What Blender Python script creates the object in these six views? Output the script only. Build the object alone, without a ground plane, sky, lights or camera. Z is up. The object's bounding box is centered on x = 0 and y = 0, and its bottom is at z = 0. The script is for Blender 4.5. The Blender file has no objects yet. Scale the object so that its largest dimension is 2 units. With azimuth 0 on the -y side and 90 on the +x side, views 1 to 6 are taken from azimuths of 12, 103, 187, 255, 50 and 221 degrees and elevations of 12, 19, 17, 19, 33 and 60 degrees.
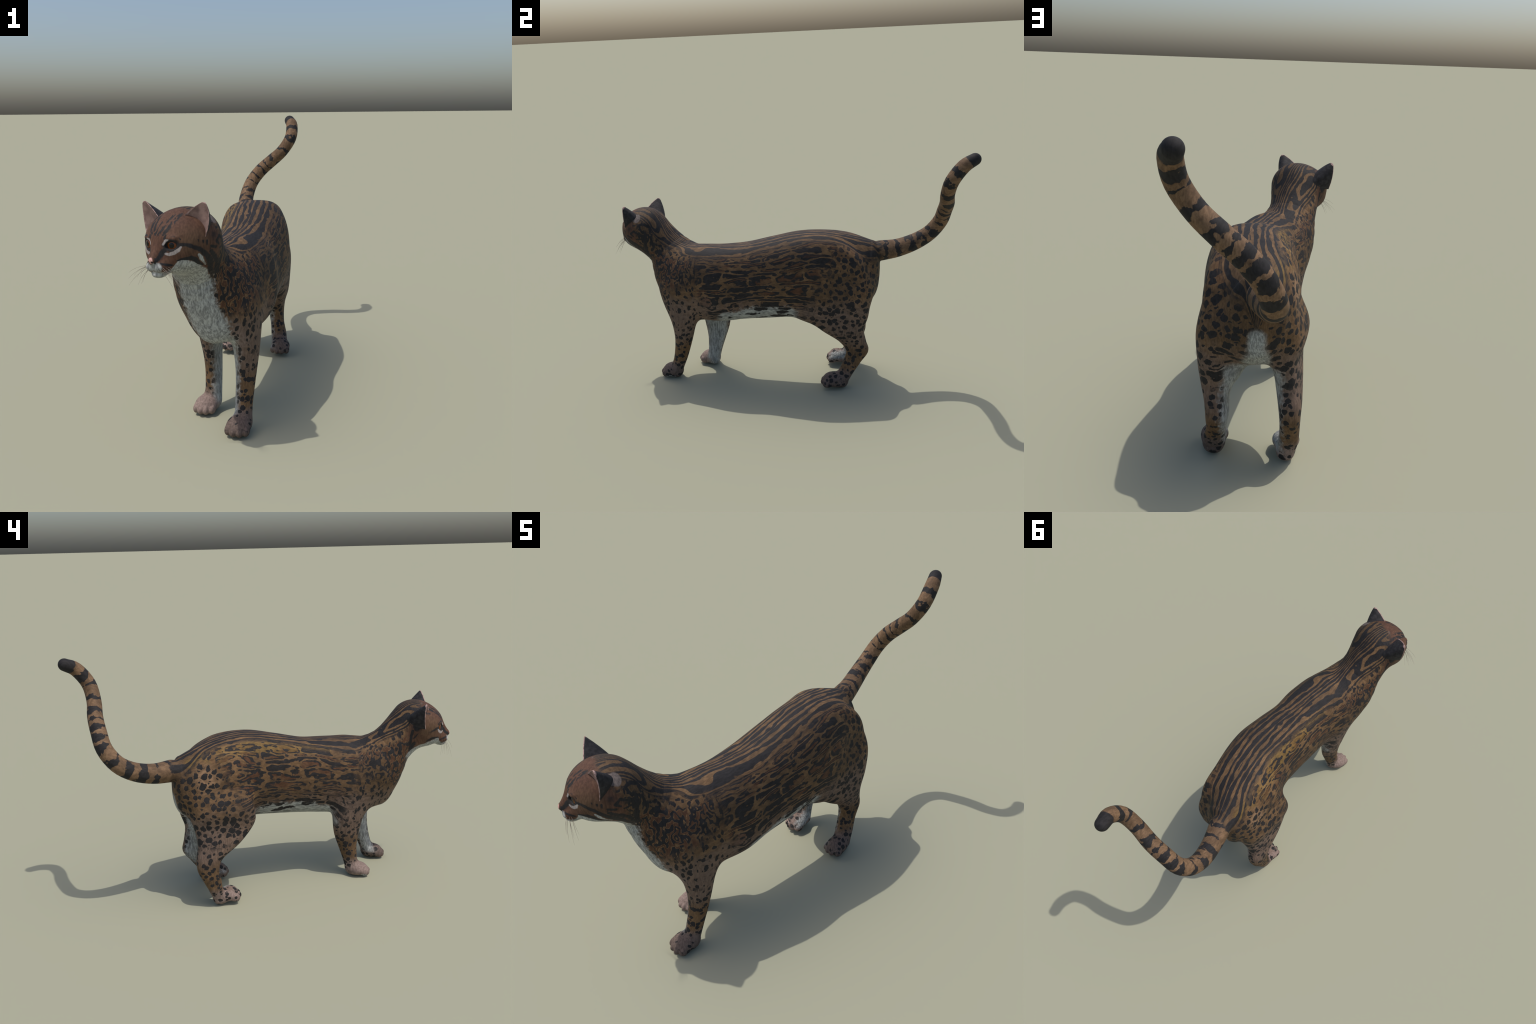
"""A walking spotted wild cat (ocelot), head turned to its right, tail raised in an S.
The body is one smooth surface: lofted cross-sections and ellipsoids blended as a
distance field, polygonised, then cut into anatomical parts."""
import bpy, math, random
import numpy as np
from mathutils import Vector

random.seed(7)

# ------------------------------------------------------------------ body plan
# Torso: stations along y; rows = centre x, centre z, half width, half height, egg, lean
TORSO_Y = [-.62, -.55, -.46, -.34, -.20, -.05, .10, .22, .34, .42, .475]
TORSO = [
    [.018, .534, .100, .155, .005, 0], [.029, .549, .126, .183, -.006, 0],
    [.050, .551, .148, .201, -.040, -.006], [.069, .565, .158, .212, -.050, -.010],
    [.062, .581, .157, .210, -.030, -.014], [.061, .605, .162, .221, 0, -.014],
    [.054, .626, .166, .231, .020, -.012], [.034, .626, .165, .231, 0, -.012],
    [.002, .612, .148, .222, -.010, -.010], [-.026, .622, .132, .186, -.02, -.006],
    [-.042, .638, .098, .150, 0, -.004]]
# Neck: x, y, z, radius, lateral ratio
NECK = [[.062, -.450, .650, .105, .90], [.016, -.567, .602, .157, .935],
        [-.022, -.671, .726, .114, 1.02], [-.023, -.794, .846, .116, 1.08]]
# Legs: stations along z; rows = centre x, centre y, lateral radius, fore-aft radius
FORE_Z = [.05, .11, .18, .26, .34, .43, .53]
FORE = {'R': [[-.038, -.450, .038, .035], [-.038, -.439, .037, .042], [-.040, -.425, .037, .053],
              [-.045, -.417, .040, .072], [-.050, -.420, .049, .086], [-.052, -.442, .055, .105],
              [-.052, -.460, .060, .129]],
        'L': [[.139, -.626, .035, .038], [.136, -.601, .037, .039], [.138, -.580, .040, .044],
              [.140, -.563, .046, .053], [.140, -.555, .055, .069], [.140, -.546, .060, .104],
              [.139, -.538, .065, .131]]}
HIND_Z = [.04, .09, .15, .21, .27, .34, .43, .53, .64]
HIND = {'R': [[-.146, .326, .036, .036], [-.156, .345, .038, .036], [-.161, .362, .037, .046],
              [-.163, .380, .038, .054], [-.160, .370, .043, .067], [-.148, .316, .048, .108],
              [-.138, .284, .051, .150], [-.147, .284, .060, .150], [-.114, .304, .056, .136]],
        'L': [[.133, .328, .040, .036], [.125, .350, .041, .041], [.111, .383, .036, .048],
              [.102, .409, .040, .060], [.109, .384, .043, .073], [.117, .331, .058, .115],
              [.122, .302, .064, .168], [.130, .302, .058, .168], [.117, .312, .048, .138]]}
# Paws: centre, radii
PAW = {'FR': ([-.064, -.491, .036], [.049, .053, .037]), 'FL': ([.124, -.666, .036], [.052, .053, .038]),
       'HR': ([-.137, .264, .047], [.053, .047, .039]), 'HL': ([.145, .272, .045], [.052, .056, .041])}
# Tail: x, y, z, radius
TAIL = [[-.073, .525, .727, .055], [-.105, .610, .733, .049], [-.134, .701, .761, .045],
        [-.143, .778, .810, .041], [-.124, .830, .883, .039], [-.072, .847, .954, .038],
        [-.007, .855, 1.012, .037], [.061, .852, 1.072, .035], [.109, .868, 1.149, .035],
        [.110, .918, 1.220, .034], [.088, .969, 1.250, .030]]
# Head frame: X = the cat's left, Y = forward, Z = up
HEAD_C = np.array([-.063, -.827, .85])
_yaw = math.radians(21.7)
_hx = np.array([math.cos(_yaw), -math.sin(_yaw), .05]); _hx /= np.linalg.norm(_hx)
_hy = np.array([-math.sin(_yaw), -math.cos(_yaw), 0.]); _hy -= _hx * (_hx @ _hy); _hy /= np.linalg.norm(_hy)
_hz = np.cross(_hy, _hx)
HEAD_M = np.stack([_hx, _hy, _hz], 1)          # head -> world columns
EYE = np.array([.050, .0655, -.008])            # eyeball centre (mirrored for the right)
EYE_R = .0275

def head_to_world(p):
    return HEAD_C + HEAD_M @ np.asarray(p, float)

# ------------------------------------------------------------- distance field
def interp(x, xs, V):
    xs = np.asarray(xs, float); V = np.asarray(V, float)
    h = np.diff(xs); d = np.diff(V, axis=0) / h[:, None]
    m = np.empty_like(V); m[0] = d[0]; m[-1] = d[-1]
    m[1:-1] = (d[:-1] * h[1:, None] + d[1:] * h[:-1, None]) / (h[:-1] + h[1:])[:, None]
    xc = np.clip(x, xs[0], xs[-1]); i = np.clip(np.searchsorted(xs, xc) - 1, 0, len(xs) - 2)
    t = ((xc - xs[i]) / h[i])[:, None]; hh = h[i][:, None]; t2 = t * t; t3 = t2 * t
    return ((2 * t3 - 3 * t2 + 1) * V[i] + (t3 - 2 * t2 + t) * hh * m[i]
            + (3 * t2 - 2 * t3) * V[i + 1] + (t3 - t2) * hh * m[i + 1])

def smin(a, b, k):
    h = np.maximum(k - np.abs(a - b), 0) / k
    return np.minimum(a, b) - h * h * h * k / 6

def smax(a, b, k):
    return -smin(-a, -b, k)

def loft(P, axis, xs, V, cap0, cap1, n_lo=2.0, n_hi=2.0):
    a = P[:, axis]; o = [i for i in range(3) if i != axis]
    S = interp(a, xs, V)
    d1 = P[:, o[0]] - S[:, 0]; d2 = P[:, o[1]] - S[:, 1]
    r1 = np.maximum(S[:, 2], .004); r2 = np.maximum(S[:, 3], .004)
    if S.shape[1] > 5:
        d1 = d1 - S[:, 5] * np.clip(d2 / r2, -1.2, 1.2)
    if S.shape[1] > 4:
        r1 = r1 * (1 + S[:, 4] * np.clip(d2 / r2, -1.2, 1.2))
    e = np.maximum(a - xs[-1], 0) / cap1 + np.maximum(xs[0] - a, 0) / cap0
    n = np.where(d2 > 0, n_hi - (n_hi - 2) * np.clip((a - .28) / .14, 0, 1) * (axis == 1), n_lo)   # squarer above than below, for the back
    q = np.sqrt((np.abs(d1 / r1) ** n + np.abs(d2 / r2) ** n) ** (2 / n) + e * e)
    return (q - 1) * np.minimum(r1, r2)

def ell(P, c, r):
    r = np.asarray(r, float); q = (P - np.asarray(c)) / r
    k0 = np.sqrt((q * q).sum(1)); k1 = np.sqrt(((q / r) ** 2).sum(1)) + 1e-9
    return k0 * (k0 - 1) / k1

def tube(P, N, sub=4):
    N = np.asarray(N, float); n = len(N)
    C = interp(np.linspace(0, n - 1, (n - 1) * sub + 1), np.arange(n), N) if n > 2 else N
    best = np.full(len(P), 1e9)
    for a, b in zip(C[:-1], C[1:]):
        ab = b[:3] - a[:3]
        u = np.clip(((P - a[:3]) @ ab) / (ab @ ab), 0, 1)
        d = P - a[:3] - u[:, None] * ab
        if N.shape[1] > 4:
            d[:, 0] /= a[4] + u * (b[4] - a[4])
        best = np.minimum(best, np.sqrt((d * d).sum(1)) - (a[3] + u * (b[3] - a[3])))
    return best

def sym(P):
    Q = P.copy(); Q[:, 0] = np.abs(Q[:, 0]); return Q

def f_head(P):
    L = (P - HEAD_C) @ HEAD_M
    S = sym(L)
    f = smin(ell(L, (0, -.013, .004), (.119, .112, .085)), ell(L, (0, .017, -.053), (.103, .086, .069)), .06)
    f = smin(f, tube(L, [[0, .062, .012, .027], [0, .128, -.056, .016]], 1), .04)      # nose bridge
    f = smin(f, ell(L, (0, .092, -.080), (.050, .040, .040)), .03)                      # muzzle block
    f = smin(f, ell(S, (.019, .112, -.083), (.024, .024, .020)), .012)                  # whisker pads
    f = smin(f, ell(L, (0, .102, -.112), (.026, .026, .014)), .012)                     # chin
    f = smin(f, ell(L, (0, .136, -.058), (.012, .0085, .009)), .014)                     # nose leather
    f = smax(f, -tube(S, [[0, .139, -.099, .0028], [.030, .118, -.106, .0028], [.049, .090, -.100, .002]], 3), .006)
    f = smax(f, -tube(L, [[0, .146, -.070, .0022], [0, .141, -.099, .0022]], 1), .005)  # philtrum
    f = smax(f, -ell(S, (.0085, .149, -.062), (.0035, .006, .0025)), .004)              # nostrils
    f = smin(f, ell(S, (.050, .072, .016), (.026, .022, .010)), .014)                   # brow
    f = smax(f, -ell(S, EYE + [.005, .024, .000], (.0275, .022, .0180)), .008)         # lid opening
    return f

def f_paw(P, key):
    c, r = PAW[key]; c = np.array(c); r = np.array(r)
    f = ell(P, c + [0, .006, .002], r * [.96, .95, .95])
    for i, tx in enumerate((-.72, -.25, .25, .72)):
        fwd = .60 if abs(tx) < .5 else .36
        f = smin(f, ell(P, c + [tx * r[0], -fwd * r[1], -.010], (.0150, .025, .021)), .014)
    return f

# Soft masses blended into the trunk: centre, radii
FILLS = [((.018, .400, .560), (.122, .104, .110)),      # buttocks under the tail root
         ((-.065, .165, .440), (.045, .052, .044)),      # flank folds ahead of the thighs
         ((.124, .150, .448), (.052, .060, .044)),
         ((.045, .200, .430), (.050, .080, .045)),       # groin
         ((.125, -.400, .610), (.065, .110, .100)),      # behind the left shoulder blade
         ((.070, .325, .392), (.044, .085, .066)),       # inner left thigh
         ((.060, -.600, .478), (.082, .075, .075))]      # behind the left shoulder blade

NAMES = ['torso', 'neck', 'head', 'foreleg.R', 'foreleg.L', 'hind_leg.R', 'hind_leg.L',
         'forepaw.R', 'forepaw.L', 'hind_paw.R', 'hind_paw.L', 'tail']

def f_torso(p):
    f = loft(p, 1, TORSO_Y, TORSO, .08, .045, 2.1, 2.6)
    for c, r in FILLS: f = smin(f, ell(p, c, r), .06)
    return f

def near(P, lo, hi, fn, m=.13):
    """evaluate fn only for points near its bounding box; far points get a safe distance"""
    k = ((P > np.array(lo) - m) & (P < np.array(hi) + m)).all(1)
    out = np.full(len(P), .2); out[k] = fn(P[k]) if k.any() else 0
    return out

def leg_box(V, Zs):
    V = np.array(V); r = V[:, 2:4].max()
    return (V[:, 0].min() - r, V[:, 1].min() - r, Zs[0] - .05), (V[:, 0].max() + r, V[:, 1].max() + r, Zs[-1] + .12)

def paw_box(k):
    c, r = np.array(PAW[k][0]), np.array(PAW[k][1]); return c - r * 1.3, c + r * 1.3

def parts(P):
    D = [near(P, (-.2, -.7, .3), (.25, .55, .95), f_torso),
         near(P, (-.2, -.92, .42), (.25, -.34, .97), lambda p: tube(p, NECK)),
         near(P, HEAD_C - .16, HEAD_C + .16, f_head)]
    D += [near(P, *leg_box(FORE[s], FORE_Z), lambda p, s=s: loft(p, 2, FORE_Z, FORE[s], .05, .10)) for s in 'RL']
    D += [near(P, *leg_box(HIND[s], HIND_Z), lambda p, s=s: loft(p, 2, HIND_Z, HIND[s], .04, .15, 2.6, 2.6)) for s in 'RL']
    D += [near(P, *paw_box(k), lambda p, k=k: f_paw(p, k), .05) for k in ('FR', 'FL', 'HR', 'HL')]
    D.append(near(P, (-.2, .46, .66), (.16, 1.01, 1.3), lambda p: tube(p, TAIL), .05))
    return D

def combine(D):
    f = smin(D[0], D[1], .12)
    f = smin(f, D[2], .07)
    for leg, paw, k in ((3, 7, .06), (4, 8, .06), (5, 9, .08), (6, 10, .08)):
        f = smin(f, smin(D[leg], D[paw], .045), k)
    return smin(f, D[11], .03)

def field(P):
    f = combine(parts(P))
    return smax(f, .004 - P[:, 2], .004)                # soles rest on the ground

# -------------------------------------------------------------- polygonising
def surface_nets(h, lo, hi, coarse):
    lo = np.array(lo, float)
    nb = np.ceil((np.array(hi) - lo) / (h * coarse)).astype(int)
    n = nb * coarse
    F = np.full(n, 1.0, np.float32)
    bi = np.stack(np.meshgrid(*[np.arange(k) for k in nb], indexing='ij'), -1).reshape(-1, 3)
    ctr = lo + (bi + .5) * coarse * h
    fc = np.concatenate([field(c) for c in np.array_split(ctr, 8)])
    inside = fc < 0
    F.reshape(nb[0], coarse, nb[1], coarse, nb[2], coarse)[...] = \
        np.where(inside, -1., 1.).reshape(nb)[:, None, :, None, :, None]
    near = bi[np.abs(fc) < coarse * h * 1.9]
    off = np.stack(np.meshgrid(*[np.arange(coarse)] * 3, indexing='ij'), -1).reshape(-1, 3)
    for chunk in np.array_split(near, max(1, len(near) // 1500)):
        idx = (chunk[:, None] * coarse + off[None]).reshape(-1, 3)
        F[idx[:, 0], idx[:, 1], idx[:, 2]] = field(lo + idx * h)
    s = F < 0
    cs = np.zeros(np.array(s.shape) - 1, np.uint8)
    for dx in (0, 1):
        for dy in (0, 1):
            for dz in (0, 1):
                cs += s[dx:s.shape[0] - 1 + dx, dy:s.shape[1] - 1 + dy, dz:s.shape[2] - 1 + dz]
    cells = np.argwhere((cs > 0) & (cs < 8))
    vid = np.full(cs.shape, -1, np.int32)
    vid[cells[:, 0], cells[:, 1], cells[:, 2]] = np.arange(len(cells))
    V = lo + (cells + .5) * h
    quads = []
    for ax in range(3):
        o = [i for i in range(3) if i != ax]
        a = [slice(None)] * 3; b = [slice(None)] * 3
        a[ax] = slice(0, -1); b[ax] = slice(1, None)
        sa, sb = s[tuple(a)], s[tuple(b)]
        e = np.argwhere(sa != sb)
        e = e[(e[:, o[0]] > 0) & (e[:, o[1]] > 0)]
        flip = sa[e[:, 0], e[:, 1], e[:, 2]]
        q = []
        for du, dv in ((1, 1), (0, 1), (0, 0), (1, 0)):
            c = e.copy(); c[:, o[0]] -= du; c[:, o[1]] -= dv
            q.append(vid[c[:, 0], c[:, 1], c[:, 2]])
        q = np.stack(q, 1)
        if ax == 1: flip = ~flip
        q[~flip] = q[~flip][:, ::-1]
        quads.append(q)
    Q = np.concatenate(quads); Q = Q[(Q >= 0).all(1)]
    return V, Q

def gradient(P, e=4e-4):
    T = np.array([[1, 1, 1], [1, -1, -1], [-1, 1, -1], [-1, -1, 1]], float)
    return sum(t * field(P + t * e)[:, None] for t in T) / (4 * e)

def relax(V, Q, it):
    n = len(V); c = np.bincount(np.concatenate([Q.ravel(), Q.ravel()]), minlength=n)
    for _ in range(it):
        A = np.stack([sum(np.bincount(Q[:, i], V[Q[:, (i + j) % 4], k], minlength=n)
                          for i in range(4) for j in (1, 3)) for k in range(3)], 1)
        V = V * .4 + .6 * A / np.maximum(c, 1)[:, None]
    return V

def snap(V):
    for _ in range(2):
        g = gradient(V); f = field(V)
        V = V - g * (f / np.maximum((g * g).sum(1), .05))[:, None].clip(-.004, .004)
    return V

V, Q = surface_nets(.0039, (-.27, -1.0, -.02), (.27, 1.04, 1.32), 5)
V = snap(relax(V, Q, 2))
V[:, 2] = np.maximum(V[:, 2], 0)
Nrm = gradient(V); Nrm /= np.linalg.norm(Nrm, axis=1)[:, None] + 1e-9

# ------------------------------------------------------------- material graph
class Val:
    """A float socket with arithmetic."""
    def __init__(s, g, sock): s.g = g; s.s = sock
    def _m(s, op, *o): return s.g.math(op, s, *o)
    def __add__(s, o): return s._m('ADD', o)
    __radd__ = __add__
    def __sub__(s, o): return s._m('SUBTRACT', o)
    def __rsub__(s, o): return s.g.math('SUBTRACT', o, s)
    def __mul__(s, o): return s._m('MULTIPLY', o)
    __rmul__ = __mul__
    def __truediv__(s, o): return s._m('DIVIDE', o)
    def __neg__(s): return s * -1.0
    def abs(s): return s._m('ABSOLUTE')
    def min(s, o): return s._m('MINIMUM', o)
    def max(s, o): return s._m('MAXIMUM', o)
    def frac(s): return s._m('FRACT')
    def sin(s): return s._m('SINE')

class Graph:
    def __init__(self, name):
        self.mat = bpy.data.materials.new(name); self.mat.use_nodes = True
        self.nt = self.mat.node_tree
        self.bsdf = self.nt.nodes['Principled BSDF']
        self.P = self.node('ShaderNodeTexCoord').outputs['Object']
    def node(self, t): return self.nt.nodes.new(t)
    def put(self, sock, v):
        if isinstance(v, Val): v = v.s
        if isinstance(v, bpy.types.NodeSocket): self.nt.links.new(v, sock)
        elif sock.type == 'RGBA': sock.default_value = (*v, 1.0) if len(v) == 3 else v
        else: sock.default_value = v
    def math(self, op, *a):
        n = self.node('ShaderNodeMath'); n.operation = op
        for i, v in enumerate(a): self.put(n.inputs[i], v)
        return Val(self, n.outputs[0])
    def vec(self, op, *a):
        n = self.node('ShaderNodeVectorMath'); n.operation = op
        for i, v in enumerate(a): self.put(n.inputs[i], v)
        return n.outputs[1] if op in ('DOT_PRODUCT', 'LENGTH', 'DISTANCE') else n.outputs[0]
    def dot(self, a, b): return Val(self, self.vec('DOT_PRODUCT', a, b))
    def length(self, a): return Val(self, self.vec('LENGTH', a))
    def xyz(self, v):
        n = self.node('ShaderNodeSeparateXYZ'); self.put(n.inputs[0], v)
        return [Val(self, o) for o in n.outputs]
    def pack(self, x, y, z):
        n = self.node('ShaderNodeCombineXYZ')
        for i, v in enumerate((x, y, z)): self.put(n.inputs[i], v)
        return n.outputs[0]
    def noise(self, v, scale, detail=2.0, rough=.5, colour=False):
        n = self.node('ShaderNodeTexNoise'); self.put(n.inputs['Vector'], v)
        n.inputs['Scale'].default_value = scale; n.inputs['Detail'].default_value = detail
        n.inputs['Roughness'].default_value = rough
        return n.outputs['Color'] if colour else Val(self, n.outputs['Fac'])
    def voronoi(self, v, scale, feature='F1', rnd=1.0, colour=False, dim='3D'):
        n = self.node('ShaderNodeTexVoronoi'); n.feature = feature; n.voronoi_dimensions = dim; self.put(n.inputs['Vector'], v)
        n.inputs['Scale'].default_value = scale; n.inputs['Randomness'].default_value = rnd
        d = Val(self, n.outputs['Distance'])
        return (d, Val(self, self.xyz(n.outputs['Color'])[0].s)) if colour else d
    def ramp(self, v, a, b):
        """smoothstep: 0 at a, 1 at b (b may be below a)"""
        n = self.node('ShaderNodeMapRange'); n.interpolation_type = 'SMOOTHSTEP'
        self.put(n.inputs['Value'], v)
        lo, hi = (a, b) if a < b else (b, a)
        n.inputs['From Min'].default_value = lo; n.inputs['From Max'].default_value = hi
        n.inputs['To Min'].default_value = 0. if a < b else 1.
        n.inputs['To Max'].default_value = 1. if a < b else 0.
        return Val(self, n.outputs['Result'])
    def curve(self, v, lo, hi, pts):
        """piecewise profile: pts are (position, value); returns a float"""
        n = self.node('ShaderNodeFloatCurve')
        vs = [p[1] for p in pts]; a, b = min(vs), max(vs); b = b if b > a else a + 1
        c = n.mapping.curves[0]
        P = [((p - lo) / (hi - lo), (q - a) / (b - a)) for p, q in pts]
        c.points[0].location = P[0]; c.points[-1].location = P[-1]
        for p in P[1:-1]: c.points.new(*p)
        n.mapping.update()
        self.put(n.inputs['Value'], (v - lo) / (hi - lo))
        return Val(self, n.outputs[0]) * (b - a) + a
    def mix(self, f, a, b):
        n = self.node('ShaderNodeMix'); n.data_type = 'RGBA'
        self.put(n.inputs[0], f); self.put(n.inputs[6], a); self.put(n.inputs[7], b)
        return n.outputs[2]
    def fmix(self, f, a, b): return a + (b - a) * f
    def ball(self, v, c, r, soft=.25, wob=None):
        q = self.vec('DIVIDE', self.vec('SUBTRACT', v, tuple(c)), tuple(r) if hasattr(r, '__len__') else (r,) * 3)
        d = self.length(q)
        if wob is not None: d = d + wob
        return self.ramp(d, 1 + soft, 1 - soft)
    def segdist(self, v, a, b):
        a = np.array(a, float); ab = np.array(b, float) - a
        pa = self.vec('SUBTRACT', v, tuple(a))
        t = self.dot(pa, tuple(ab / (ab @ ab)))
        n = self.node('ShaderNodeClamp'); self.put(n.inputs[0], t); t = Val(self, n.outputs[0])
        sc = self.node('ShaderNodeVectorMath'); sc.operation = 'SCALE'
        sc.inputs[0].default_value = tuple(ab); self.put(sc.inputs[3], t)
        return self.length(self.vec('SUBTRACT', pa, sc.outputs[0])), t
    def stroke(self, v, pts, w, soft=.3, wob=None):
        """soft line through pts; w one width or one per point"""
        ws = w if hasattr(w, '__len__') else [w] * len(pts); m = None
        for i in range(len(pts) - 1):
            d, t = self.segdist(v, pts[i], pts[i + 1])
            q = d / (t * (ws[i + 1] - ws[i]) + ws[i])
            m = q if m is None else m.min(q)
        if wob is not None: m = m + wob
        return self.ramp(m, 1 + soft, 1 - soft)
    def finish(self, col, rough=.75, bump=None, spec=.25):
        self.put(self.bsdf.inputs['Base Color'], col)
        self.put(self.bsdf.inputs['Roughness'], rough)
        self.bsdf.inputs['Specular IOR Level'].default_value = spec
        if bump is not None:
            b = self.node('ShaderNodeBump'); b.inputs['Strength'].default_value = bump[1]
            b.inputs['Distance'].default_value = .002
            self.put(b.inputs['Height'], bump[0]); self.nt.links.new(b.outputs[0], self.bsdf.inputs['Normal'])
        return self.mat

BLACK = (.020, .0185, .019)
CHESTNUT = (.080, .038, .0205)
BUFF = (.155, .090, .043)
GOLD = (.20, .125, .030)
TAWNY = (.094, .057, .030)
WHITE = (.40, .41, .39)
DUSKY = (.160, .116, .097)
RUSSET = (.078, .037, .0235)
PINK = (.48, .29, .25)

def coat_material():
    g = Graph('ocelot_coat'); P = g.P
    x, y, z = g.xyz(P)
    wv = g.noise(P, 9, 3, .55, colour=True)
    wv2 = g.noise(P, 40, 2, .5, colour=True)
    def scale(v, k):
        n = g.node('ShaderNodeVectorMath'); n.operation = 'SCALE'
        g.put(n.inputs[0], v); n.inputs[3].default_value = k; return n.outputs[0]
    warp = scale(g.vec('SUBTRACT', wv, (.5, .5, .5)), .055)
    warp2 = scale(g.vec('SUBTRACT', wv2, (.5, .5, .5)), .014)
    W = g.vec('ADD', g.vec('ADD', P, warp), warp2)
    Wl = g.vec('ADD', P, warp2)
    wx, wy, wz = g.xyz(W)
    n_lo = g.noise(P, 5, 2) - .5
    n_mid = g.noise(P, 22, 2) - .5
    n_fine = g.noise(P, 70, 2) - .5
    # spine line (x of the mid-plane along y)
    cx = g.curve(y, -.95, .55, [(-.95, -.10), (-.83, -.06), (-.70, -.02), (-.62, .02), (-.46, .04), (-.2, .062),
                                (0, .055), (.22, .03), (.34, .005), (.49, -.045), (.55, -.06)])
    u = x - cx
    # --------------------------------------------------------- ground colours
    ground = g.mix(g.ramp(n_lo + n_mid * .6, -.15, .2), TAWNY, BUFF)
    # ------------------- back and flanks: long wavy lines that close into loops
    slope = g.curve(y, -.7, .6, [(-.7, -.085), (-.35, -.045), (0, 0), (.2, .01), (.45, -.05), (.6, -.08)])
    zc = g.curve(y, -.95, .6, [(-.95, .85), (-.82, .84), (-.70, .735), (-.58, .635), (-.45, .60), (.6, .60)])
    rw = g.curve(y, -.95, .6, [(-.95, .11), (-.70, .115), (-.55, .14), (-.4, .16), (.6, .16)])
    rh = g.curve(y, -.95, .6, [(-.95, .10), (-.72, .115), (-.55, .175), (-.4, .215), (.6, .215)])
    ang = g.math('ARCTAN2', u.abs() / rw, (z - zc) / rh)
    arc = ang * .190 + slope * g.ramp(u.abs(), .03, .10)       # distance from the spine, round the body
    sgn = g.math('SIGN', u)
    sarc = arc * sgn
    along = y - (z - .80).max(0.) * g.ramp(y, -.42, -.55) * .9    # runs up the neck too
    jog = g.noise(P, 13, 2) - .5; jog2 = g.noise(P, 31, 2) - .5
    lw_n = g.noise(g.pack(sarc, along * .20 + jog * .006, sgn * .2), 17, 1.2) - .5
    lw_f = g.noise(g.pack(sarc, along * .34 + jog * .010, 3.), 50, 1.5) - .5
    side = g.ramp(arc, .08, .13)                                # 0 on the back, 1 on the flank
    nape = g.ramp(y, -.45, -.62)
    gaps = g.noise(g.pack(sarc, along * .36, 7.), 34, 1.0) - .5
    gaps2 = g.noise(g.pack(sarc, along * .55, 9.), 80, 1) - .5
    # back and nape: unbroken-looking dark stripes
    ph = arc * g.fmix(nape, 34., 60.) + lw_n * g.fmix(nape, 1.6, 1.0) + lw_f * .5
    k = (ph.frac() - .5).abs() * 2 + gaps2 * .22
    back_black = g.ramp(k + gaps * 1.1 + lw_f * .5, .66, .57)
    # flanks: rows of long dark-edged rosettes with rusty centres, some closed up to plain streaks
    row_ph = arc * 37. + lw_n * 4.4 + lw_f * .8 + jog2 * .2 + sgn * 3.3
    row = g.math('FLOOR', row_ph); fv = row_ph - row
    rnd = g.math('FRACT', g.math('SINE', row * 12.9898 + 4.1) * 43758.5)
    col_ph = along * (rnd * 3.6 + 3.6) + rnd * 17. + jog * .9
    cell = g.math('FLOOR', col_ph); fw = col_ph - cell
    rnd2 = g.math('FRACT', g.math('SINE', row * 7.13 + cell * 31.7 + 1.7) * 24634.6)
    v = (fv - .5).abs() * 2; w = (fw - .5).abs() * 2
    w2 = w * w
    rr = g.math('SQRT', v * v + w2 * w2) + gaps2 * .30 + lw_f * .22
    rim = g.ramp(rr, .84, .75) * g.ramp(rr + gaps * .4 + rnd2 * .16, .38, .50)
    rim = rim * g.ramp(gaps + gaps2 * .6 + (rnd2 - .5) * .14, -.155, -.105)
    streak = g.ramp(rr + rnd2 * .2 + gaps * .6, .54, .46) * g.ramp(rnd2, .66, .68)
    fl_black = g.fmix(side, back_black, rim.max(streak))
    fl_chest = g.ramp(rr, .74, .54) * side * g.ramp(n_lo + gaps * .5, -.18, .06)
    dash, dashc = g.voronoi(g.pack(along * .42, sarc, 0.), 46, 'F1', .9, colour=True, dim='2D')
    fl_black = fl_black.max(g.ramp(dash + n_fine * .2, .28, .21) * g.ramp(dashc, .68, .72) * side)
    # ------------------------------------------------------- spots: hind quarters
    q2 = y - (x + .015).abs() * .55
    flat = g.pack((q2 + z * .25) * .88 + sgn * 4.3 + jog * .035, z * .92 - q2 * .2 + jog2 * .026, 0.)
    sp, spc = g.voronoi(flat, 29, 'F1', .78, colour=True, dim='2D')
    th_black = g.ramp(sp + n_mid * .36 + n_fine * .42 + spc * .20, .475, .42)
    sm, smc = g.voronoi(flat, 52, 'F1', .9, colour=True, dim='2D')
    th_black = th_black.max(g.ramp(sm + n_fine * .3, .34, .27) * g.ramp(smc, .55, .6) * g.ramp(sp, .54, .60))
    sp2, sp2c = g.voronoi(g.vec('MULTIPLY', Wl, (1, 1, 1.05)), 38, 'F1', .9, colour=True)
    lg_black = g.ramp(sp2 + n_fine * .3 + sp2c * .20, .54, .47)
    # ----------------------------------------------- shoulder flecks / neck marbling
    sp3, sp3c = g.voronoi(g.vec('MULTIPLY', W, (1, 1, .62)), 46, 'F1', 1.0, colour=True)
    sh_black = g.ramp(sp3 + n_fine * .3 + sp3c * .20, .53, .46)
    mb = g.noise(g.vec('MULTIPLY', W, (1, .9, .50)), 17, 2.2, .6)
    mbl = g.math('SINE', mb * 46.)
    nk_black = g.ramp(mbl + n_fine * 2.2 + jog2 * 2.2, -.08, .20)
    nk_chest = g.ramp(mbl, -.3, -.7) * g.ramp(n_lo, -.12, 0)
    # ---------------------------------------------------------------- region weights
    w_hind = g.ramp(y - (z - .5) * .45 + n_mid * .14, .13, .22) * g.ramp(arc + n_mid * .05, .085, .125)
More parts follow.
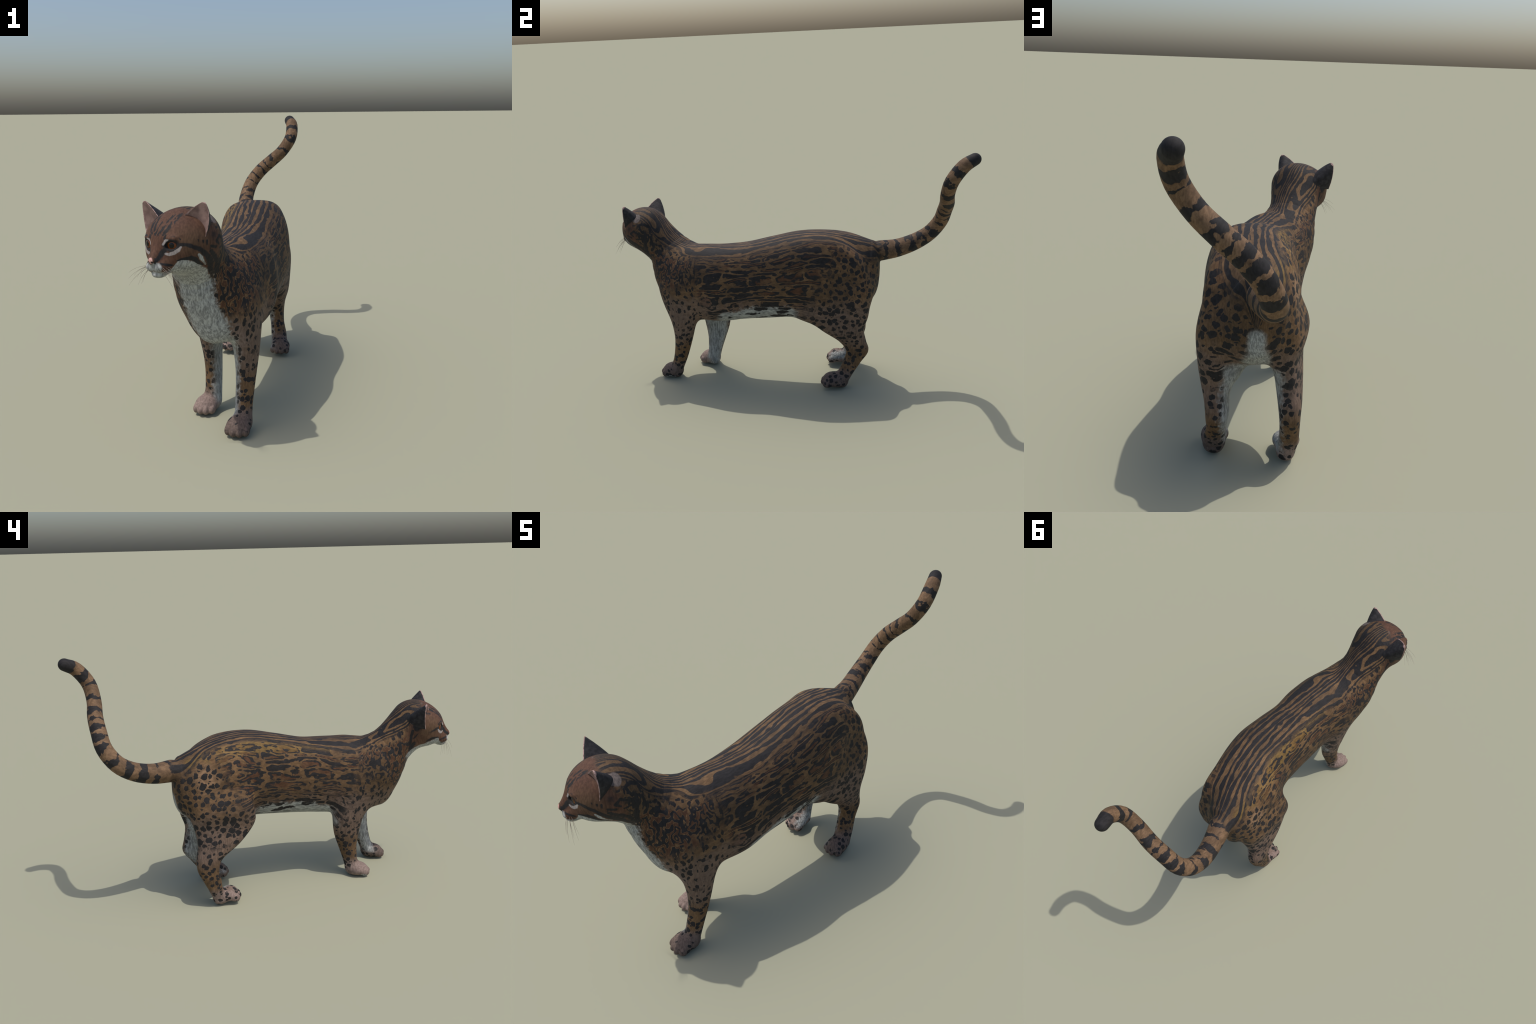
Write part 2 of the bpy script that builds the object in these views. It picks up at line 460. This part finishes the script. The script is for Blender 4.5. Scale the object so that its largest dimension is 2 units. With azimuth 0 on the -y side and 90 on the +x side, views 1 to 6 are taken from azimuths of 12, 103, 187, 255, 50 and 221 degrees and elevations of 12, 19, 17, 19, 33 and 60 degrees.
    w_leg = g.ramp(z + n_mid * .03, .36, .31)
    w_sho = g.ramp(y + n_mid * .10 + (z - .5) * .25, -.39, -.45) * g.ramp(arc + n_mid * .04, .065, .09)
    w_neck = g.ramp(z - y * .35 + n_mid * .08, .74, .80) * g.ramp(y + n_mid * .08, -.42, -.48) * g.ramp(arc + n_mid * .06, .10, .13)
    black = fl_black; chest = fl_chest
    black = g.fmix(w_sho, black, sh_black); chest = chest * (1 - w_sho)
    black = g.fmix(w_neck, black, nk_black); chest = g.fmix(w_neck, chest, nk_chest)
    black = g.fmix(w_hind, black, th_black); chest = chest * (1 - w_hind) + w_hind * g.ramp(n_lo + n_mid, .1, .25) * .5 * g.ramp(z, .5, .6)
    black = g.fmix(w_leg, black, lg_black); chest = chest * (1 - w_leg)
    col = g.mix(chest, ground, CHESTNUT)
    # golden streak below the back stripes on the right side
    col = g.mix(g.stroke(P, [(-.037, -.30, .74), (-.06, .0, .79), (-.085, .15, .812), (-.115, .30, .79), (-.107, .43, .765)], [.018, .034, .036, .032, .026], .7, n_mid * 2.0) * .48, col, GOLD)
    col = g.mix(g.ball(P, (-.155, .365, .69), (.05, .055, .06), .6, n_mid) * .75, col, (.27, .165, .095))
    # paler lower flank, dusky feet
    col = g.mix(g.ramp(z + n_mid * .08 + n_fine * .05, .57, .45) * .6 * g.ramp(z, .2, .3), col, DUSKY)
    col = g.mix(g.ramp(z + n_mid * .03, .13, .07), col, DUSKY)
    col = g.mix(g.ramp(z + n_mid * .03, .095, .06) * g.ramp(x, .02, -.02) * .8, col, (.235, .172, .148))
    col = g.mix(g.ball(P, (.120, -.655, .40), (.05, .06, .07), .4, n_mid), col, DUSKY)
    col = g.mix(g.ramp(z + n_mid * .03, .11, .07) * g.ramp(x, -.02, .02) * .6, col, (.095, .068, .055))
    # ---------------------------------------------------------------- white underparts
    mid = g.curve(y, -.7, .5, [(-.7, .045), (-.5, .045), (-.35, .045), (0, .05), (.3, -.015), (.5, -.03)])
    um = (x - mid).abs()
    halfw = g.curve(y, -.7, .5, [(-.7, .078), (-.45, .078), (-.35, .08), (.15, .115), (.35, .115), (.5, .105)])
    inner = g.ramp(um - halfw + n_fine * .05 + n_mid * .02, .014, -.024) * g.ramp(z, .44, .40) * g.ramp(z, .035, .06) * (1 - g.ball(P, (.126, -.685, .035), (.065, .062, .06), .2)) * (1 - g.ball(P, (-.064, -.51, .035), (.06, .06, .06), .2))
    belly = g.ramp(z + n_mid * .05 + n_fine * .03 + g.ramp(y, -.10, -.34) * .05, .500, .475) * g.ramp(y + n_mid * .06, .13, .06) * g.ramp(y + n_mid * .05 - z * .25, -.455, -.415) * g.ramp(z, .30, .34)
    belly = belly.max(g.ramp(um + n_mid * .03, .085, .065) * g.ramp(z, .45, .43) * g.ramp(y, .30, .2) * g.ramp(y, -.5, -.44))
    cc = g.curve(z, .36, .85, [(.36, .035), (.43, .028), (.5, .015), (.6, -.012), (.7, -.020), (.78, -.045), (.85, -.06)])
    cw = g.curve(z, .36, .85, [(.36, .05), (.43, .068), (.5, .080), (.6, .072), (.7, .070), (.78, .070), (.85, .06)])
    chestw = g.ramp((x - cc).abs() - cw + n_mid * .03 + n_fine * .05, .014, -.014) * g.ramp(y + (z - .43) * .40 + n_mid * .03, -.585, -.61) * g.ramp(z, .36, .39)
    rear = g.stroke(P, [(-.055, .51, .575), (-.05, .47, .50), (-.04, .44, .45)], [.030, .045, .05], .35, n_mid * .5)
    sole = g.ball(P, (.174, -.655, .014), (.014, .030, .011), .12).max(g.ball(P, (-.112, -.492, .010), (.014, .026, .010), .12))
    white = inner.max(belly).max(chestw).max(rear).max(sole)
    bs, bsc = g.voronoi(g.pack(wx, wy * .5, wz * 1.25), 25, 'F1', colour=True)
    belly_spots = g.ramp(bs + n_fine * .35 + bsc * .15, .56, .49) * g.ramp(z, .385, .41)
    clean = (inner * g.ramp(um - halfw, .0, -.02)).max(chestw).max(rear)
    black = g.fmix(belly, black, belly_spots)
    black = black * (1 - clean)
    black = black * (1 - g.ball(P, (-.064, -.50, .03), (.075, .075, .065), .2)) * (1 - g.ball(P, (.126, -.725, .010), (.07, .04, .04), .2))
    # ---------------------------------------------------------------- tail
    pts = [np.array(t[:3]) for t in TAIL]
    dmin = None; s = None; acc = 0.
    for a, b in zip(pts[:-1], pts[1:]):
        d, t = g.segdist(P, a, b); L = float(np.linalg.norm(b - a))
        si = t * L + acc; acc += L
        if dmin is None: dmin, s = d, si
        else:
            k = g.math('LESS_THAN', d, dmin); s = g.fmix(k, s, si); dmin = dmin.min(d)
    TAIL_LEN = acc
    w_tail = g.ramp(y + n_mid * .04 + (z - .73) * .15, .515, .545) * g.ramp(z, .62, .66)
    tb_n = g.noise(P, 17, 1.5) - .5
    tb_g = g.noise(P, 24, 1.5) - .5
    ax_y = g.curve(z, .70, 1.28, [(.70, .60), (.76, .70), (.81, .778), (.88, .830), (.95, .847), (1.01, .855), (1.07, .852), (1.15, .868), (1.22, .918), (1.28, .97)])
    front = g.ramp((ax_y - y) / .037, .25, .75) * g.ramp(s, .24, .34) * g.ramp(s, .72, .64)
    sw = s + tb_n * .050 + n_fine * .022; band = None
    for c, w in ((.015, .013), (.088, .017), (.160, .023), (.235, .021), (.310, .026), (.380, .015), (.428, .016),
                 (.474, .015), (.516, .010), (.570, .024), (.655, .016), (.725, .012), (.785, .021)):
        q = (sw - c).abs() / w
        band = q if band is None else band.min(q)
    tail_black = g.ramp(band + tb_g.max(0.) * 4.2 + n_fine * .4 + front * .55, 1.10, .92)
    tail_black = tail_black.max(g.ramp(s + n_fine * .02, TAIL_LEN - .040, TAIL_LEN - .034))
    tail_col = g.mix(g.ramp(n_lo + n_mid, -.2, .2), (.112, .068, .038), (.178, .108, .060))
    black = g.fmix(w_tail, black, tail_black)
    col = g.mix(w_tail, col, tail_col); white = white * (1 - w_tail)
    # ---------------------------------------------------------------- head
    rel = g.vec('SUBTRACT', P, tuple(HEAD_C))
    hx = g.dot(rel, tuple(HEAD_M[:, 0])); hy = g.dot(rel, tuple(HEAD_M[:, 1])); hz = g.dot(rel, tuple(HEAD_M[:, 2]))
    ax = hx.abs()
    H = g.pack(hx, hy, hz); S = g.pack(ax, hy, hz)
    w_head = g.ramp(hy + n_mid * .03 + n_fine * .03 - hz.max(-.01) * .6 - ax * .05, -.10, -.07) * g.ramp(y, -.60, -.66) * g.ramp(hz, -.22, -.15)
    face = g.mix(g.ramp(n_lo + n_mid * .8, -.2, .25), RUSSET, (.104, .054, .033))
    face = g.mix(g.ball(S, (.095, .02, .0), (.05, .06, .05), .6, n_mid) * .6, face, (.105, .065, .036))
    hw = n_fine * .9
    dashes = g.ramp(g.noise(g.vec('MULTIPLY', H, (1.5, .8, .8)), 60, 1) + n_fine * .3, .36, .42)
    hb = g.stroke(S, [(.007, .098, .030), (.018, .087, .046), (.026, .063, .069), (.031, .035, .088), (.030, -.07, .098)], [.005, .006, .006, .007, .007], .3, hw)
    hb = hb.max(g.stroke(S, [(.026, .094, .030), (.036, .085, .043), (.046, .060, .067), (.053, .025, .088), (.058, -.07, .094)], [.006, .0075, .0095, .009, .009], .3, hw))
    hb = hb.max(g.stroke(H, [(-.004, .097, .034), (.002, .070, .068), (.003, -.07, .100)], [.004, .004, .0045], .3, hw))
    hb = hb * dashes
    hb = hb.max(g.stroke(S, [(.034, .098, .018), (.037, .094, .028)], [.005, .0035], .3, hw))
    hb = hb.max(g.stroke(S, [(.054, .090, .022), (.068, .084, .022)], [.004, .005], .3, hw))
    hb = hb.max(g.stroke(S, [(.076, .078, .021), (.084, .073, .013)], [.003, .004], .3, hw))
    hb = hb.max(g.ball(S, EYE + [.005, .022, .001], (.0330, .03, .0240), .16, hw * .2))
    hb = hb.max(g.stroke(S, [(.080, .079, -.006), (.098, .063, -.007), (.113, .046, -.015), (.125, .026, -.025), (.131, .008, -.040), (.131, -.016, -.060), (.122, -.040, -.080), (.105, -.064, -.106)],
                         [.006, .007, .008, .009, .010, .012, .014, .016], .3, hw))
    hb = hb.max(g.stroke(S, [(.036, .102, -.022), (.027, .110, -.033), (.023, .121, -.047), (.018, .132, -.057)], [.010, .010, .008, .006], .3, hw))
    hb = hb.max(g.stroke(S, [(.032, .126, -.070), (.046, .107, -.075), (.058, .09, -.080)], [.005, .005, .003], .35, hw))
    hb = hb.max(g.stroke(S, [(.126, .026, .005), (.126, .026, -.001)], .004, .3, hw))
    hb = hb.max(g.stroke(S, [(.136, .010, .000), (.134, .009, -.007)], .0045, .3, hw))
    hb = hb.max(g.stroke(S, [(.141, -.005, -.002), (.139, -.004, -.014)], .005, .3, hw))
    hb = hb.max(g.stroke(S, [(.140, -.020, -.030), (.137, -.022, -.040)], .006, .3, hw))
    hb = hb.max(g.stroke(S, [(.078, .030, .068), (.081, .01, .072), (.082, -.03, .072)], [.005, .007, .008], .3, hw) * dashes)
    hb = hb.max(g.stroke(S, [(.118, -.032, -.026), (.112, -.052, -.052)], [.004, .006], .35, hw))
    hb = hb.max(g.stroke(S, [(.122, -.060, -.010), (.117, -.066, -.040), (.112, -.070, -.090)], [.007, .008, .008], .35, hw))  # crease shadow of the cheek-neck fold, painted as a dark stroke
    hb = hb.max(g.ball(S, (.122, -.040, .010), (.03, .022, .022), .35, hw))
    edge = g.curve(hy, -.13, .16, [(-.13, -.20), (-.10, -.166), (-.06, -.121), (-.01, -.096), (.027, -.077), (.05, -.067), (.076, -.060), (.088, -.088), (.10, -.096), (.16, -.096)])
    hw_white = g.ramp(hz - edge + n_fine * .012, .004, -.004)                      # pale jaw and throat
    hw_white = hw_white.max(g.stroke(S, [(.038, .103, -.036), (.049, .098, -.039), (.065, .089, -.034), (.079, .080, -.024), (.086, .074, -.014)], [.004, .0055, .0065, .0065, .004], .25, hw * .5))
    hw_white = hw_white.max(g.stroke(S, [(.030, .103, -.003), (.039, .099, .010), (.051, .094, .014)], [.0045, .0045, .003], .35, hw * .6))
    hw_white = hw_white.max(g.ball(S, (.018, .138, -.082), (.022, .022, .018), .2, hw * .4))
    mark = g.ramp(hz, -.058, -.050) * hw_white
    hb = hb * (1 - hw_white)
    jaw = g.stroke(S, [(.071, .082, -.063), (.083, .074, -.058), (.096, .061, -.057), (.107, .046, -.057), (.112, .031, -.065), (.110, .010, -.081), (.106, -.018, -.093)], [.0025, .004, .006, .009, .009, .007, .004], .25, hw * .5)
    pale = g.stroke(S, [(.122, .022, -.048), (.122, .010, -.062), (.117, -.004, -.074), (.106, -.03, -.092)], [.006, .008, .006, .005], .25, hw * .5)
    hw_white = hw_white.max(pale); hb = (hb * (1 - pale)).max(jaw * (1 - pale))
    hb = hb.max(g.ramp(g.voronoi(H, 190, 'F1'), .30, .2) * g.ball(S, (.026, .126, -.092), (.016, .02, .009), .3) * .8)
    mouth = g.stroke(S, [(0, .139, -.1), (.030, .118, -.106), (.049, .090, -.100)], .0030, .4)
    phil = g.stroke(H, [(0, .150, -.066), (0, .142, -.1)], .0026, .4)
    rim = g.ball(S, (.0085, .149, -.062), (.0055, .009, .0045), .3)
    hb = hb.max(mouth).max(phil).max(rim * .9)
    hb = hb.max(g.stroke(S, [(.015, .134, -.050), (.016, .138, -.068)], .0032, .4))
    nose = g.ball(H, (0, .146, -.057), (.0110, .014, .0115), .2, hw * .3) * (1 - phil) * (1 - rim)
    face = g.mix(nose, face, PINK)
    col = g.mix(w_head, col, face)
    black = g.fmix(w_head, black, hb * (1 - nose))
    col = g.mix(w_head * mark, col, (.30, .265, .25))
    white = g.fmix(w_head, white, hw_white * (1 - mark))
    black = black.max(g.stroke(S, [(.112, -.050, -.092), (.098, -.072, -.118), (.080, -.100, -.150), (.068, -.118, -.19)], [.014, .014, .010, .006], .35, n_fine * 1.2) * (1 - white))
    # swirls behind the cheek, on both sides of the neck
    sw_w = n_fine * 1.3
    for pts, wd in (([(.133, -.104, .016), (.129, -.096, .040), (.113, -.115, .045), (.093, -.143, .025), (.101, -.149, -.007)], [.004, .006, .008, .008, .005]),
                    ([(.147, -.068, -.023), (.150, -.051, -.009), (.148, -.070, .007), (.138, -.099, -.010), (.123, -.125, -.018)], [.005, .007, .006, .006, .007]),
                    ([(.146, -.022, -.024), (.147, -.050, -.031)], [.005, .006]),
                    ([(.140, -.080, -.039), (.128, -.114, -.035), (.117, -.134, -.031)], [.004, .006, .007]),
                    ([(.118, -.130, -.008), (.110, -.119, -.094), (.085, -.122, -.145)], [.010, .012, .007]),
                    ([(.103, -.152, -.023), (.097, -.166, -.081)], [.006, .008]),
                    ([(.142, -.025, -.043), (.132, -.056, -.067), (.117, -.090, -.090), (.086, -.112, -.142)], [.008, .011, .010, .007])):
        black = black.max(g.stroke(S, pts, wd, .3, sw_w) * (1 - white))
    # ---------------------------------------------------------------- assemble
    hair_v = g.node('ShaderNodeMapping'); g.put(hair_v.inputs[0], g.vec('ADD', P, scale(g.vec('SUBTRACT', wv, (.5, .5, .5)), .035)))
    hair_v.inputs['Scale'].default_value = (1, .22, .45)
    hair_b = g.noise(hair_v.outputs[0], 150, 3, .65)
    hair_w = g.node('ShaderNodeMapping'); g.nt.links.new(hair_v.inputs[0].links[0].from_socket, hair_w.inputs[0])
    hair_w.inputs['Scale'].default_value = (1, 1, .22)
    hair_c = g.noise(hair_w.outputs[0], 130, 3, .65)
    hair = g.fmix(g.ramp(z, .42, .36).max(g.ramp(y, -.55, -.62)), hair_b, hair_c)
    whitec = g.mix(g.ramp(hair + n_mid * .5, .30, .66), (.220, .227, .222), (.335, .345, .330))
    patch = g.ball(H, (.108, -.062, .066), (.027, .027, .030), .10, n_mid * .8)
    col = g.mix(patch * .85, col, (.150, .125, .115)); black = black * (1 - patch * .9)
    col = g.mix(white, col, whitec)
    col = g.mix(black, col, BLACK)
    shade = g.ramp(hair, .28, .72) * .58 + .71
    sv = g.node('ShaderNodeVectorMath'); sv.operation = 'SCALE'; g.put(sv.inputs[0], col); g.put(sv.inputs[3], shade)
    return g.finish(sv.outputs[0], .72, (hair, .25), .22)

def ear_back_material():
    g = Graph('ear_back_fur')
    n = g.noise(g.P, 60, 3)
    return g.finish(g.mix(g.ramp(n, .35, .7), (.020, .019, .020), (.040, .037, .038)), .7, (g.noise(g.P, 300, 2), .3), .2)

def ear_inner_material():
    g = Graph('ear_inner_skin')
    n = g.noise(g.P, 35, 3)
    return g.finish(g.mix(g.ramp(n, .3, .7), (.15, .095, .085), (.27, .18, .155)), .7, (g.noise(g.P, 250, 2), .3), .2)

def ear_rim_material():
    g = Graph('ear_rim_skin')
    return g.finish(g.mix(g.ramp(g.noise(g.P, 80, 2), .35, .6), (.20, .13, .115), (.42, .28, .25)), .7, None, .2)

def eye_material():
    g = Graph('amber_eye'); x, y, z = g.xyz(g.P)
    r = g.math('SQRT', x * x + z * z) / EYE_R
    ang = g.math('ARCTAN2', z, x)
    fib = g.noise(g.pack(ang * 3., r * .6, 0.), 6, 3)
    iris = g.mix(g.ramp(fib, .3, .7), (.085, .024, .007), (.19, .058, .013))
    iris = g.mix(g.ramp(r, .62, .92), iris, (.045, .014, .008))
    col = g.mix(g.ramp(r, .40, .35), iris, (.004, .004, .004))
    col = g.mix(g.ramp(r, .90, .95), col, (.02, .014, .012))
    m = g.finish(col, .10, None, .28)
    return m

def whisker_material():
    g = Graph('whisker_hair')
    return g.finish(g.mix(g.ramp(g.noise(g.P, 25, 1), .4, .6), (.10, .07, .05), (.24, .20, .17)), .5, None, .3)

# --------------------------------------------------------------------- objects
def new_object(name, verts, faces, mats, parent, smooth=True, midx=None, normals=None):
    me = bpy.data.meshes.new(name)
    me.from_pydata([tuple(v) for v in verts], [], [tuple(f) for f in faces])
    for m in mats: me.materials.append(m)
    me.polygons.foreach_set('use_smooth', [smooth] * len(me.polygons))
    if midx is not None: me.polygons.foreach_set('material_index', midx)
    me.update()
    if normals is not None: me.normals_split_custom_set_from_vertices([tuple(n) for n in normals])
    ob = bpy.data.objects.new(name, me); bpy.context.collection.objects.link(ob)
    if parent: ob.parent = parent
    return ob

root = bpy.data.objects.new('ocelot', None); bpy.context.collection.objects.link(root)
root['label'] = 'spotted and striped brown wild cat walking with raised tail'
root['category'] = 'wild cat'
coat = coat_material()

face_c = V[Q].mean(1)
owner = np.argmin(np.stack(parts(face_c)), 0)
body = {}
for i, nm in enumerate(NAMES):
    q = Q[owner == i]
    ids, inv = np.unique(q, return_inverse=True)
    body[nm] = new_object(nm.split('.')[0], V[ids], inv.reshape(-1, 4), [coat], root, normals=Nrm[ids])
head = body['head']

# eyes: spheres whose +Y axis looks out of the socket
eye_me = bpy.data.meshes.new('eye')
import bmesh
bm = bmesh.new(); bmesh.ops.create_uvsphere(bm, u_segments=40, v_segments=24, radius=EYE_R)
for f in bm.faces: f.smooth = True
bm.to_mesh(eye_me); bm.free(); eye_me.materials.append(eye_material())
from mathutils import Matrix
for sx in (1, -1):
    ob = bpy.data.objects.new('eye', eye_me); bpy.context.collection.objects.link(ob)
    c = head_to_world(EYE * [sx, 1, 1])
    look = Vector(HEAD_M @ np.array([sx * .30, 1, .02])).normalized()
    up = Vector(HEAD_M[:, 2]); side = look.cross(up).normalized(); up = side.cross(look)
    ob.matrix_world = Matrix.Translation(Vector(c)) @ Matrix((side, look, up)).transposed().to_4x4()
    ob.parent = head

# ears: cupped shells, black behind, skin coloured inside, pale rim
EAR_IN, EAR_OUT, EAR_TIP = np.array([.050, .024, .074]), np.array([.136, .004, .002]), np.array([.147, -.001, .138])
MID_IN, MID_OUT = np.array([.096, .014, .120]), np.array([.166, -.012, .078])
def ear(sx, mats):
    NU, NV = 22, 26
    verts = []; idx = {}
    def bez(a, m, b, t): return (1 - t) ** 2 * a + 2 * t * (1 - t) * m + t * t * b
    for layer in (0, 1):
        for j in range(NV + 1):
            t = ts = j / NV
            A = bez(EAR_IN, MID_IN, EAR_TIP + [-.007, 0, .001], ts); B = bez(EAR_OUT, MID_OUT, EAR_TIP + [.004, 0, -.007], ts)
            depth = (1 - t) ** 1.15
            for i in range(NU + 1):
                s = i / NU
                arc = math.sin(math.pi * s) ** .75
                w = A * (1 - s) + B * s
                k = 1.0 if layer == 0 else .30
                p = w + np.array([-.014, -.108, .000]) * depth * arc * k
                if layer == 0: p = p + np.array([0, -.0035, 0])
                else: p = p + np.array([.014, .012, .010]) * (1 - t) * math.sin(math.pi * s)
                if t > .93: p = p + np.array([0, .0, -.004]) * ((t - .93) / .07) ** 2 * (abs(s - .5) * 2) ** 2
                p = p * [sx, 1, 1]
                idx[layer, j, i] = len(verts); verts.append(head_to_world(p))
    faces = []; mi = []
    for j in range(NV):
        for i in range(NU):
            a, b, c, d = [(0, j, i), (0, j, i + 1), (0, j + 1, i + 1), (0, j + 1, i)]
            q = [idx[k] for k in (a, b, c, d)]; r = [idx[(1,) + k[1:]] for k in (d, c, b, a)]
            if sx < 0: q.reverse(); r.reverse()
            faces += [q, r]
            edge = i < 1 or i > NU - 2 or j > NV - 2
            mi += [2 if j > NV - 3 else 0, 2 if edge else 1]
    for j in range(NV):                                  # side rims
        for i in (0, NU):
            q = [idx[0, j, i], idx[0, j + 1, i], idx[1, j + 1, i], idx[1, j, i]]
            if (i == NU) != (sx < 0): q.reverse()
            faces.append(q); mi.append(2)
    for i in range(NU):                                  # tip rim
        q = [idx[0, NV, i], idx[0, NV, i + 1], idx[1, NV, i + 1], idx[1, NV, i]]
        if sx < 0: q.reverse()
        faces.append(q); mi.append(2)
    return new_object('ear', verts, faces, mats, head, midx=mi)
ear_mats = [ear_back_material(), ear_inner_material(), ear_rim_material()]
for sx in (1, -1): ear(sx, ear_mats)

# whiskers: thin tapering hairs sweeping out, back and down
wm = whisker_material()
def whisker(sx, a, b, c, r0=.0007):
    n, m = 14, 5; verts = []; faces = []
    a, b, c = [head_to_world(np.array(p) * [sx, 1, 1]) for p in (a, b, c)]
    for i in range(n + 1):
        t = i / n; p = (1 - t) ** 2 * a + 2 * t * (1 - t) * b + t * t * c
        d = Vector(2 * (1 - t) * (b - a) + 2 * t * (c - b)).normalized()
        e1 = d.orthogonal().normalized(); e2 = d.cross(e1); r = r0 * (1 - .8 * t)
        for k in range(m):
            w = 2 * math.pi * k / m
            verts.append(Vector(p) + (e1 * math.cos(w) + e2 * math.sin(w)) * r)
    for i in range(n):
        for k in range(m):
            faces.append((i * m + k, i * m + (k + 1) % m, (i + 1) * m + (k + 1) % m, (i + 1) * m + k))
    faces += [tuple(range(m))[::-1], tuple(n * m + k for k in range(m))]
    new_object('whisker', verts, faces, [wm], head)
for sx in (1, -1):
    for k in range(9):
        row, col = divmod(k, 3)
        a = (.030 + .005 * col, .122 - .008 * col, -.080 - .007 * row)
        ln = random.uniform(.055, .105); dz = -.10 + random.uniform(-.35, .25) - .25 * row
        dirv = np.array([.75 + .2 * random.random(), .35 - .18 * col + random.uniform(-.1, .1), dz])
        dirv /= np.linalg.norm(dirv)
        b = np.array(a) + dirv * ln * .55 + [0, 0, .006]; c = np.array(a) + dirv * ln + [0, -.008, -.022 * random.random() - .008]
        whisker(sx, a, b, c)
